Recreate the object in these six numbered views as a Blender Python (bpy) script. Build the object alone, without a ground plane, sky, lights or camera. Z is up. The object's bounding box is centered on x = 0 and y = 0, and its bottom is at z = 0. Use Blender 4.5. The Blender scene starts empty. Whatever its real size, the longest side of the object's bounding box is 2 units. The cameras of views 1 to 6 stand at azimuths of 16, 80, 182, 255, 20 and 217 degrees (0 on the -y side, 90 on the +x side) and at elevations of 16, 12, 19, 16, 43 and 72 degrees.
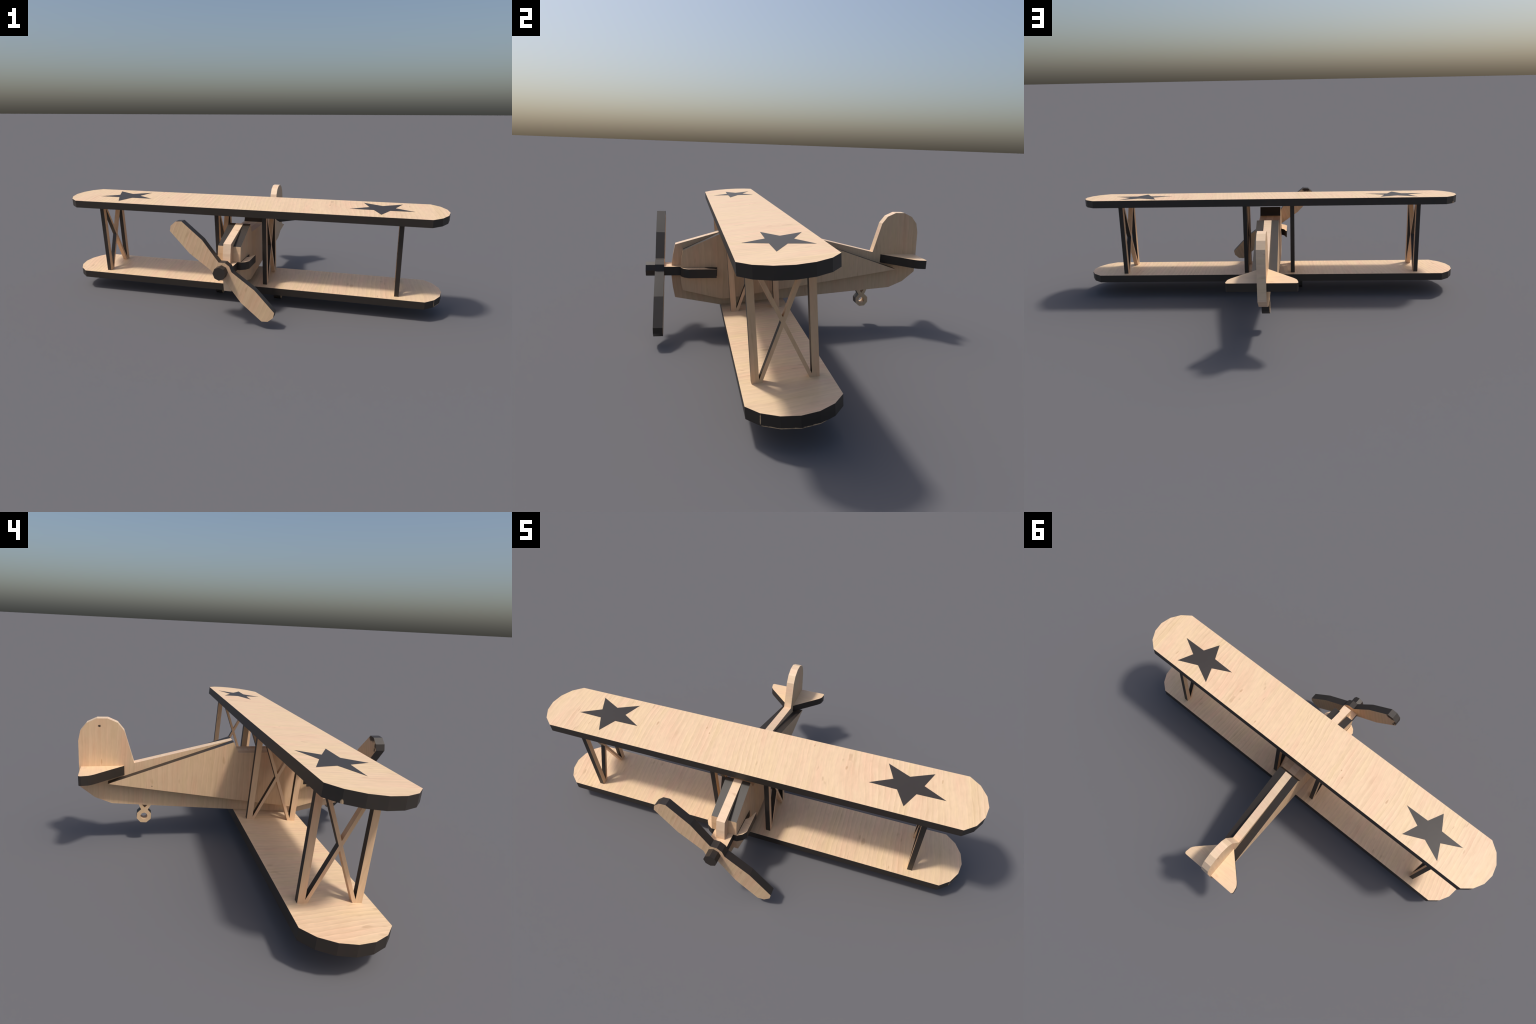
"""Laser-cut plywood toy biplane, built from flat plates with charred cut edges.

All plates come from one sheet thickness T.  The fuselage stands level, the wing
cell (both wings and the struts) is pitched by PITCH.  Every plate is a 2D
outline (with holes) given a thickness; cut walls are wood or charred.
"""
import bpy
from math import sin, cos, pi, radians
from mathutils import Vector
from mathutils.geometry import tessellate_polygon

T = 0.038                      # sheet thickness
PITCH = radians(5.0)           # incidence of the wing cell
WOOD, CHAR, RIM = 0, 1, 2


# --------------------------------------------------------------- materials
class Nodes:
    """Small helper that strings shader nodes together."""

    def __init__(self, name):
        self.mat = bpy.data.materials.new(name)
        self.mat.use_nodes = True
        self.tree = self.mat.node_tree
        self.bsdf = self.tree.nodes["Principled BSDF"]

    def new(self, kind, **props):
        n = self.tree.nodes.new(kind)
        for k, v in props.items():
            setattr(n, k, v)
        return n

    def put(self, sock, value):
        if hasattr(value, "is_output"):
            self.tree.links.new(value, sock)
        else:
            sock.default_value = value

    def mapping(self, vec, scale=(1, 1, 1), rot=(0, 0, 0), loc=(0, 0, 0)):
        n = self.new("ShaderNodeMapping")
        self.put(n.inputs["Vector"], vec)
        n.inputs["Scale"].default_value = scale
        n.inputs["Rotation"].default_value = rot
        n.inputs["Location"].default_value = loc
        return n.outputs["Vector"]

    def noise(self, vec, scale, detail=2.0, rough=0.5, dist=0.0):
        n = self.new("ShaderNodeTexNoise")
        self.put(n.inputs["Vector"], vec)
        n.inputs["Scale"].default_value = scale
        n.inputs["Detail"].default_value = detail
        n.inputs["Roughness"].default_value = rough
        n.inputs["Distortion"].default_value = dist
        return n.outputs["Fac"]

    def ramp(self, fac, stops):
        n = self.new("ShaderNodeValToRGB")
        self.put(n.inputs["Fac"], fac)
        els = n.color_ramp.elements
        while len(els) < len(stops):
            els.new(0.5)
        for e, (p, c) in zip(els, stops):
            e.position = p
            e.color = (*c, 1) if not isinstance(c, (int, float)) else (c, c, c, 1)
        return n.outputs["Color"]

    def mix(self, mode, fac, a, b):
        n = self.new("ShaderNodeMix", data_type="RGBA", blend_type=mode)
        self.put(n.inputs["Factor"], fac)
        cols = [s for s in n.inputs if s.type == "RGBA"]
        self.put(cols[0], a if hasattr(a, "is_output") else (*a, 1))
        self.put(cols[1], b if hasattr(b, "is_output") else (*b, 1))
        return [s for s in n.outputs if s.type == "RGBA"][0]

    def math(self, op, a, b=0.0, c=0.0):
        n = self.new("ShaderNodeMath", operation=op)
        for s, v in zip(n.inputs, (a, b, c)):
            self.put(s, v)
        return n.outputs[0]

    def blob(self, vec, centre, size):
        """0 at the centre of a ragged ellipsoid, 1 at its surface."""
        d = self.new("ShaderNodeVectorMath", operation="SUBTRACT")
        self.put(d.inputs[0], vec)
        d.inputs[1].default_value = centre
        sc = self.new("ShaderNodeVectorMath", operation="DIVIDE")
        self.put(sc.inputs[0], d.outputs[0])
        sc.inputs[1].default_value = size
        ln = self.new("ShaderNodeVectorMath", operation="LENGTH")
        self.put(ln.inputs[0], sc.outputs[0])
        rag = self.math("MULTIPLY", self.math("SUBTRACT", self.noise(vec, 150.0), 0.5), 0.9)
        return self.math("ADD", ln.outputs["Value"], rag)


def wood_material(name, along, across, rot=(0, 0, 0), tone=(1, 1, 1), seed=(0, 0, 0),
                  knots=(), vary=False, ripple=1.0, lean=0.12,
                  honey=(0.824, 0.602, 0.362), cream=(0.826, 0.592, 0.380), pink=(0.832, 0.556, 0.364)):
    """Pale birch: grain runs along one axis ('x','y','z'), ripples step along another."""
    m = Nodes(name)
    vec = m.new("ShaderNodeTexCoord").outputs["Object"]
    raw = vec
    if vary:                                   # repeats get their own bit of the sheet
        rnd = m.new("ShaderNodeObjectInfo").outputs["Random"]
        add = m.new("ShaderNodeVectorMath", operation="ADD")
        comb = m.new("ShaderNodeCombineXYZ")
        m.put(comb.inputs[0], m.math("MULTIPLY", rnd, 7.0))
        m.put(comb.inputs[1], m.math("MULTIPLY", rnd, 3.0))
        m.put(add.inputs[0], vec)
        m.put(add.inputs[1], comb.outputs[0])
        vec = add.outputs[0]
    vec = m.mapping(vec, rot=rot, loc=seed)

    def stretched(k):
        s = [1.0, 1.0, 1.0]
        s["xyz".index(along)] = k
        return m.mapping(vec, scale=tuple(s))

    # the fibres wander a little sideways and lean
    axis, lean_axis = "xyz".index(across), "xyz".index(along)
    sep = m.new("ShaderNodeSeparateXYZ")
    m.put(sep.inputs[0], vec)
    wander = m.math("SUBTRACT", m.noise(stretched(0.5), 2.2, 1.0), 0.5)
    ripples = m.math("SUBTRACT", m.noise(vec, 16.0, 2.0), 0.5)
    shift = m.math("ADD", m.math("MULTIPLY", wander, 0.14), m.math("MULTIPLY", ripples, 0.009))
    shift = m.math("ADD", shift, m.math("MULTIPLY", sep.outputs[lean_axis], lean))
    comb = m.new("ShaderNodeCombineXYZ")
    for k in range(3):
        m.put(comb.inputs[k], m.math("ADD", sep.outputs[k], shift) if k == axis else sep.outputs[k])
    flow = comb.outputs[0]

    def strands(k):
        sc = [1.0, 1.0, 1.0]
        sc[lean_axis] = k
        return m.mapping(flow, scale=tuple(sc))

    # broad tint strips between honey, cream and pink
    tint = m.noise(strands(0.16), 17.0, 3.0, 0.6)
    col = m.ramp(tint, [(0.30, honey), (0.50, cream), (0.70, pink)])
    # fine parallel ripples: each fades darker, then breaks to a thin pale line
    wave = m.new("ShaderNodeTexWave", wave_type="BANDS",
                 bands_direction=across.upper(), wave_profile="SAW")
    m.put(wave.inputs["Vector"], flow)
    wave.inputs["Scale"].default_value = 14.5
    rip = m.ramp(wave.outputs["Fac"], [(0.0, (0.905, 0.885, 0.855)), (0.12, (0.94, 0.925, 0.90)), (0.50, 0.99),
                                       (0.80, 1.015), (0.92, 1.07), (1.0, 1.0)])
    fade = m.ramp(m.noise(strands(0.2), 9.0, 2.0), [(0.35, 0.25), (0.62, 1.0)])
    col = m.mix("MULTIPLY", m.math("MULTIPLY", fade, ripple), col, rip)
    # softer uneven growth bands
    grow = m.noise(strands(0.05), 34.0, 2.0, 0.5)
    col = m.mix("MULTIPLY", 0.7 * ripple, col,
                m.ramp(grow, [(0.30, (0.93, 0.915, 0.89)), (0.48, 1.0), (0.70, 1.03)]))
    # fine fibres
    fib = m.noise(strands(0.07), 170.0, 3.0, 0.6)
    col = m.mix("MULTIPLY", 0.5, col, m.ramp(fib, [(0.27, (0.88, 0.86, 0.835)), (0.5, 0.99), (0.73, 1.05)]))
    # soft mottling
    mot = m.noise(stretched(0.5), 48.0, 3.0, 0.6)
    col = m.mix("MULTIPLY", 0.6, col, m.ramp(mot, [(0.28, (0.935, 0.925, 0.90)), (0.62, 1.02)]))
    # short brown flecks
    fl = m.noise(strands(0.28), 52.0, 1.0, 0.4)
    fl2 = m.noise(vec, 11.0, 1.0, 0.5)
    mask = m.math("MULTIPLY", m.ramp(fl, [(0.67, 0.0), (0.75, 1.0)]),
                  m.ramp(fl2, [(0.50, 0.0), (0.60, 1.0)]))
    col = m.mix("MIX", m.math("MULTIPLY", mask, 0.34), col, (0.42, 0.24, 0.11))
    # individual knots: (centre, size along the axes, strength)
    for centre, size, power in knots:
        wob = m.blob(raw, centre, size)
        kmask = m.ramp(wob, [(0.55, power), (1.0, 0.0)])
        col = m.mix("MIX", kmask, col, (0.045, 0.025, 0.015) if power > 0.6 else (0.42, 0.20, 0.08))
    if tone != (1, 1, 1):
        col = m.mix("MULTIPLY", 1.0, col, tone)
    m.put(m.bsdf.inputs["Base Color"], col)
    m.bsdf.inputs["Roughness"].default_value = 0.5
    m.bsdf.inputs["Specular IOR Level"].default_value = 0.5
    bump = m.new("ShaderNodeBump")
    bump.inputs["Strength"].default_value = 0.08
    bump.inputs["Distance"].default_value = 0.002
    m.put(bump.inputs["Height"], fib)
    m.put(m.bsdf.inputs["Normal"], bump.outputs["Normal"])
    return m.mat


def char_material(name, stops, rough, chips=()):
    """Laser-burnt cut edge / engraved mark."""
    m = Nodes(name)
    vec = m.new("ShaderNodeTexCoord").outputs["Object"]
    n = m.noise(vec, 38.0, 3.0, 0.6)
    n2 = m.noise(m.mapping(vec, scale=(1, 1, 1)), 6.0, 2.0)
    col = m.ramp(m.math("ADD", m.math("MULTIPLY", n, 0.5), m.math("MULTIPLY", n2, 0.5)), stops)
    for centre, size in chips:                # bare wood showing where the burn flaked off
        col = m.mix("MIX", m.ramp(m.blob(vec, centre, size), [(0.7, 1.0), (1.0, 0.0)]), col,
                    (0.55, 0.37, 0.21))
    m.put(m.bsdf.inputs["Base Color"], col)
    m.bsdf.inputs["Roughness"].default_value = rough
    m.bsdf.inputs["Specular IOR Level"].default_value = 0.5
    return m.mat


char = char_material("charred_edge", [(0.35, (0.029, 0.0225, 0.0165)), (0.50, (0.031, 0.0235, 0.0175)),
                                      (0.65, (0.035, 0.0245, 0.0185))], 0.5,
                     chips=(((0.9618, -0.2510, 0.0840), (0.0022, 0.0022, 0.0240)),
                            ((-0.9618, -0.0775, 0.4935), (0.0060, 0.0050, 0.0110)),
                            *(((0.985, y, 0.0904 + y * 0.0875), (0.03, 0.035, 0.0022))
                              for y in (-0.235, -0.205, -0.175, -0.145, -0.115, -0.085))))
engraved = char_material("engraved_mark", [(0.35, (0.042, 0.034, 0.029)), (0.65, (0.047, 0.038, 0.033))], 0.5)

TAN = dict(honey=(0.688, 0.478, 0.276), cream=(0.700, 0.474, 0.288), pink=(0.720, 0.444, 0.268))
wing_wood = wood_material("birch_wing", along="y", across="x", lean=0.10,
                          knots=tuple(((x, y, z), (sx, sy, 0.01), p) for x, y, z, sx, sy, p in (
                              (0.434, -0.154, 0.523, 0.0055, 0.0150, 0.45),
                              (-0.446, -0.157, 0.523, 0.0055, 0.0150, 0.45),
                              (-0.195, -0.144, 0.524, 0.0040, 0.0060, 0.55),
                              (-0.219, -0.116, 0.526, 0.0040, 0.0110, 0.40),
                              (0.273, -0.071, 0.530, 0.0035, 0.0090, 0.40),
                              (-0.750, -0.255, 0.514, 0.0030, 0.0120, 0.30),
                              (-0.846, -0.191, 0.520, 0.0040, 0.0140, 0.30),
                              (0.817, -0.106, 0.527, 0.0040, 0.0130, 0.35))))
lower_wing_wood = wood_material("birch_lower_wing", along="y", across="x", seed=(3.1, 1.7, 0.4), lean=0.10,
                                knots=(((0.563, -0.171, 0.1136), (0.0110, 0.024, 0.02), 0.35),
                                       ((0.698, -0.270, 0.1050), (0.0040, 0.012, 0.02), 0.35)))
side_wood = wood_material("birch_side", along="z", across="y", seed=(0.5, 2.0, 4.0), ripple=0.6,
                          lean=0.03, **TAN,
                          knots=(((-0.057, 0.333, 0.252), (0.01, 0.0035, 0.0030), 0.75),))
body_wood = wood_material("birch_body", along="z", across="y", seed=(1.5, 0.3, 2.0), ripple=0.6,
                          lean=0.10, **TAN,
                          knots=(((-0.019, 0.5285, 0.491), (0.01, 0.0070, 0.0055), 1.0),
                                 ((-0.019, 0.525, 0.347), (0.01, 0.0030, 0.013), 0.5),))
rim_wood = wood_material("birch_rim", along="x", across="y", seed=(8.0, 0.3, 2.0), ripple=0.3,
                         honey=(0.810, 0.600, 0.390), cream=(0.815, 0.595, 0.405), pink=(0.815, 0.565, 0.390))
tail_wood = wood_material("birch_tailplane", along="x", across="y", seed=(2.2, 5.0, 0.0), ripple=0.5, lean=0.0)
prop_wood = wood_material("birch_propeller", along="z", across="x", rot=(0, radians(-28), 0),
                          seed=(4.0, 0.0, 1.0), **TAN,
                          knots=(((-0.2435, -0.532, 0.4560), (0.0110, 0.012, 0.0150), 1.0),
                                 ((-0.2380, -0.532, 0.4370), (0.0075, 0.012, 0.0085), 1.0),
                                 ((-0.2120, -0.532, 0.4790), (0.0350, 0.012, 0.0160), 1.0)))
strut_wood = wood_material("birch_strut", along="z", across="y", vary=True, ripple=0.4, **TAN)
cowl_wood = wood_material("birch_cowling", along="x", across="y", seed=(6.0, 1.0, 0.0), ripple=0.5)


# --------------------------------------------------------------- building
root = bpy.data.objects.new("toy_biplane", None)
bpy.context.scene.collection.objects.link(root)
root["label"] = "pale plywood toy biplane with charred edges and wing stars"
root["category"] = "toy airplane"


def plate_mesh(name, loops, place, lo, hi, wood, walls, skip=()):
    """Cut a plate: loops[0] is the outline, the rest are holes, in plate coordinates (a, b).

    place(a, b, h) maps to space, h running lo..hi through the thickness.
    walls(loop, edge, a, b) names the finish of each cut wall; (loop, edge) in skip get none.
    """
    pts = [Vector((a, b, 0)) for lp in loops for a, b in lp]
    tris = tessellate_polygon([[Vector((a, b, 0)) for a, b in lp] for lp in loops])
    n = len(pts)
    verts = [place(p.x, p.y, lo) for p in pts] + [place(p.x, p.y, hi) for p in pts]
    # does (a, b, h) form a right-handed frame?
    o = place(0, 0, 0)
    ea, eb, eh = place(1, 0, 0) - o, place(0, 1, 0) - o, place(0, 0, 1) - o
    right = ea.cross(eb).dot(eh) > 0
    faces, mats = [], []
    for t in tris:
        p, q, r = (pts[i] for i in t)
        ccw = (q - p).cross(r - p).z > 0
        up = list(t) if ccw else list(reversed(t))
        down = list(reversed(up))
        top = [i + n for i in up]
        if not right:
            top, down = top[::-1], down[::-1]
        faces += [top, down]
        mats += [WOOD, WOOD]
    base = 0
    for li, lp in enumerate(loops):
        k = len(lp)
        area = sum(lp[i][0] * lp[(i + 1) % k][1] - lp[(i + 1) % k][0] * lp[i][1] for i in range(k))
        outward = (area > 0) == (li == 0)
        for i in range(k):
            if (li, i) in skip:
                continue
            j = (i + 1) % k
            f = [base + i, base + j, base + j + n, base + i + n]
            if outward != right:
                f.reverse()
            faces.append(f)
            mats.append(walls(li, i, (lp[i][0] + lp[j][0]) / 2, (lp[i][1] + lp[j][1]) / 2))
        base += k
    me = bpy.data.meshes.new(name)
    me.from_pydata([tuple(v) for v in verts], [], faces)
    me.materials.append(wood)
    me.materials.append(char)
    me.materials.append(rim_wood)
    me.polygons.foreach_set("material_index", mats)
    me.polygons.foreach_set("use_smooth", [False] * len(faces))
    me.update()
    return me


def add(name, mesh, parent=root, location=(0, 0, 0)):
    ob = bpy.data.objects.new(name, mesh)
    bpy.context.scene.collection.objects.link(ob)
    ob.parent = parent
    ob.location = location
    return ob


def burnt(*_):
    return CHAR


def bare(*_):
    return RIM


def wing_frame(x, y, h):                      # wing cell: y along the chord, h above it
    return Vector((x, y * cos(PITCH) - h * sin(PITCH), y * sin(PITCH) + h * cos(PITCH)))


def level(x, y, h):                           # flat plates of the level fuselage
    return Vector((x, y, h))


def upright(y, z, h):                         # vertical plates facing sideways
    return Vector((h, y, z))


# ---- wings: straight plank with a seven-point rounded tip at each end
CHORD_MID, HALF_CHORD = -0.1370, 0.1395
TIP = [(0.9180, 1.0), (0.9618, 0.7405), (0.9902, 0.3850), (1.0, 0.0)]
tip = TIP + [(x, -c) for x, c in reversed(TIP[:-1])]
wing_outline = ([(x, CHORD_MID - HALF_CHORD * c) for x, c in tip] +
                [(-x, CHORD_MID + HALF_CHORD * c) for x, c in tip])
UPPER_TOP, LOWER_TOP = 0.5344, 0.1281
upper = add("upper_wing", plate_mesh("upper_wing", [wing_outline], wing_frame,
                                     UPPER_TOP - T, UPPER_TOP, wing_wood, burnt))
lower_outline = [(x, y - 0.0017) for x, y in wing_outline]
add("lower_wing", plate_mesh("lower_wing", [lower_outline], wing_frame,
                             LOWER_TOP - T, LOWER_TOP, lower_wing_wood, burnt))

# ---- engraved five-pointed stars, one point towards the leading edge
STAR_RX, STAR_RY, STAR_WAIST = 0.1615, 0.1140, 0.405
for sx, sy in ((0.6893, -0.1212), (-0.6800, -0.1230)):
    star = []
    for i in range(10):
        r = 1.0 if i % 2 == 0 else STAR_WAIST
        a = -pi / 2 + i * pi / 5
        star.append((sx + STAR_RX * r * cos(a), sy + STAR_RY * r * sin(a)))
    me = plate_mesh("star_mark", [star], wing_frame, UPPER_TOP - 0.002, UPPER_TOP + 0.0005,
                    engraved, burnt)
    me.materials[1] = engraved
    add("star_mark", me, upper)

# ---- struts: two posts joined by a cross, all cut from one thin panel
POST = 0.0232
FRONT, BACK = -0.2428, -0.0350
MID = (FRONT + BACK) / 2
BOT, TOP = LOWER_TOP, UPPER_TOP - T
H_MID = (BOT + TOP) / 2
BAR, SLOPE = 0.0128, 2.33                     # bar width measured along the chord, its rise
STRUT_T = 0.0218


def strut_panel():
    e = 0.002                                 # seated a little into both wings
    b, t = BOT - e, TOP + e
    rise = t - (H_MID + BAR / 2 * SLOPE)
    w = rise / SLOPE                          # half width of the open notch at the wing
    outline = [(FRONT, b), (MID - w, b), (MID, H_MID - BAR / 2 * SLOPE), (MID + w, b), (BACK, b),
               (BACK, t), (MID + w, t), (MID, H_MID + BAR / 2 * SLOPE), (MID - w, t), (FRONT, t)]
    holes = []
    for s, inner in ((-1, FRONT + POST), (1, BACK - POST)):
        apex = MID + s * BAR / 2
        h = abs(inner - apex) * SLOPE
        holes.append([(inner, H_MID - h), (apex, H_MID), (inner, H_MID + h)])

    def finish(loop, edge, a, b):
        notch = loop == 0 and edge in (1, 2, 6, 7)
        return WOOD if notch else CHAR

    return plate_mesh("strut", [outline] + holes,
                      lambda y, z, h: wing_frame(h, y, z), -STRUT_T / 2, STRUT_T / 2,
                      strut_wood, finish)


strut = strut_panel()
for x in (-0.7853, -0.1250, 0.1252, 0.7866):
    add("strut", strut, location=(x, 0, 0))

# ---- fuselage: a keel plate with the fin, sandwiched by two side plates
FLOOR = 0.3856                                # cockpit floor
COCKPIT = [(0.0025, 0.4312), (-0.0178, FLOOR), (-0.2640, FLOOR), (-0.2872, 0.4312)]


def wing_seat(y):                             # top of the lower wing below the fuselage
    return LOWER_TOP / cos(PITCH) + y * sin(PITCH) / cos(PITCH)


FIN_FOOT, STERN = (0.4003, 0.3395), (0.6100, 0.3300)
keel = [(-0.4865, 0.3722), (-0.4960, 0.3260), (-0.5015, 0.2854), (-0.5023, 0.2339),
        (-0.4970, 0.1870), (-0.4875, 0.1385), (-0.2860, wing_seat(-0.286) - 0.003),
        (0.4905, wing_seat(0.4905) + 0.001), (0.5555, 0.2010), (0.6098, 0.2475),
        STERN, FIN_FOOT] + COCKPIT


def keel_finish(loop, edge, a, b):            # only the cockpit ends are burnt
    return CHAR if abs(b - (FLOOR + 0.4305) / 2) < 0.004 and -0.30 < a < 0.01 else RIM


seam = keel.index(STERN)
add("fuselage_keel", plate_mesh("fuselage_keel", [keel], upright, -T / 2, T / 2,
                                body_wood, keel_finish, skip={(0, seam)}))
fin = [STERN, (0.6085, 0.4330), (0.5997, 0.4722), (0.5750, 0.5028), (0.5368, 0.5204),
       (0.4963, 0.5202), (0.4595, 0.5030), (0.4356, 0.4712), FIN_FOOT]
add("tail_fin", plate_mesh("tail_fin", [fin], upright, -T / 2, T / 2, body_wood, bare,
                           skip={(0, len(fin) - 1)}))

COWL_TOP, COWL_BOT, SLOT_END = 0.2800, 0.2420, -0.3088
side_profile = ([(-0.4540, 0.3530), (-0.4595, 0.3180), (-0.4627, COWL_TOP + 0.0006),
                 (SLOT_END, COWL_TOP + 0.0006), (SLOT_END, COWL_BOT - 0.0006),
                 (-0.4634, COWL_BOT - 0.0006), (-0.4605, 0.2080), (-0.4537, 0.1800),
                 (-0.2850, 0.1395), (-0.2560, 0.1422), (0.5025, 0.2667)] + COCKPIT)
N_FRONT = {0, 1, 5, 6}                        # nose walls stay bare


def side_finish(loop, edge, a, b):
    if edge in N_FRONT or abs(b - FLOOR) < 1e-4:
        return WOOD
    return CHAR


for s in (-1, 1):
    lo, hi = sorted((s * T / 2, s * 1.5 * T))
    add("fuselage_side", plate_mesh("fuselage_side", [side_profile], upright, lo, hi,
                                    side_wood, side_finish))

# ---- engine cowling: a level plate with a tongue between the sides and two curved prongs
right_half = [(0.0423, -0.5322), (0.0420, -0.4630), (0.0588, -0.4625), (0.0790, -0.4490),
              (0.0917, -0.4290), (0.0908, -0.3130), (0.0868, -0.3130), (0.0775, -0.3436),
              (0.0720, -0.3520), (0.0597, -0.3640), (0.0588, -0.4530), (0.0563, -0.4530),
              (0.0563, SLOT_END - 0.0004)]
cowl = right_half + [(-x, y) for x, y in reversed(right_half)]
add("engine_cowling", plate_mesh("engine_cowling", [cowl], level, COWL_BOT, COWL_TOP,
                                 cowl_wood, burnt))

# ---- propeller: point-symmetric two-blade plate around the hub
HUB_Z, PROP_FRONT = 0.2612, -0.5705
half = [(-0.2512, 0.1765), (-0.2462, 0.2015), (-0.2210, 0.2230), (-0.1915, 0.2250),
        (-0.0930, 0.1440), (-0.0136, 0.0427), (0.0160, 0.0427), (0.0374, 0.0275),
        (0.0478, 0.0013), (0.1569, -0.0765)]
blade = [(x, HUB_Z + z) for x, z in half] + [(-x, HUB_Z - z) for x, z in half]


def facing(x, z, h):                          # plates facing the nose; h runs backwards
    return Vector((x, h, z))


add("propeller", plate_mesh("propeller", [blade], facing, PROP_FRONT, PROP_FRONT + T,
                            prop_wood, burnt))
hub = [(0.0303 * cos(i * pi / 4), HUB_Z + 0.0315 * sin(i * pi / 4)) for i in range(8)]
me = plate_mesh("propeller_hub", [hub], facing, -0.6100, PROP_FRONT + 0.0005, char, burnt)
add("propeller_hub", me)

# ---- tailplane
half = [(0.0, 0.4250), (0.019, 0.4387), (0.1318, 0.5475), (0.1408, 0.5585), (0.1460, 0.5680),
        (0.1506, 0.5935), (0.1490, 0.6000), (0.1440, 0.6035)]
tail = half + [(-x, y) for x, y in reversed(half[1:])]
add("tailplane", plate_mesh("tailplane", [tail], level, 0.2912, 0.3292, tail_wood, burnt))

# ---- wheels: octagonal rings hanging from a small V
R_OUT, R_HOLE, MOUNT = 0.0307, 0.0145, 0.0492


def wheel_mesh():
    ring = [(R_OUT * cos(radians(22.5 + 45 * i)), R_OUT * sin(radians(22.5 + 45 * i)))
            for i in range(8)]
    # ring vertices 1 and 2 are the upper pair: the V grows out of them
    outline = ([ring[0], (0.0133, 0.0280), (0.0247, MOUNT), (0.0113, MOUNT), (0.0, 0.0345),
                (-0.0113, MOUNT), (-0.0247, MOUNT), (-0.0133, 0.0280)] + ring[3:])
    hole = [(R_HOLE * cos(radians(45 * i)), R_HOLE * sin(radians(45 * i))) for i in range(8)]

    def finish(loop, edge, a, b):
        return WOOD if loop == 1 or (loop == 0 and edge in (3, 4)) else CHAR

    return plate_mesh("wheel", [outline, hole], lambda y, z, h: wing_frame(h, y, z),
                      -T / 2 + 0.0002, T / 2 - 0.0002, strut_wood, finish)


wheel = wheel_mesh()
REST = R_OUT * cos(radians(22.5) - PITCH)     # height of a main wheel's centre
for loc in ((-0.1585, -0.1470, REST), (0.1725, -0.1470, REST), (0.0, 0.3648, 0.1116)):
    add("wheel", wheel, location=loc)
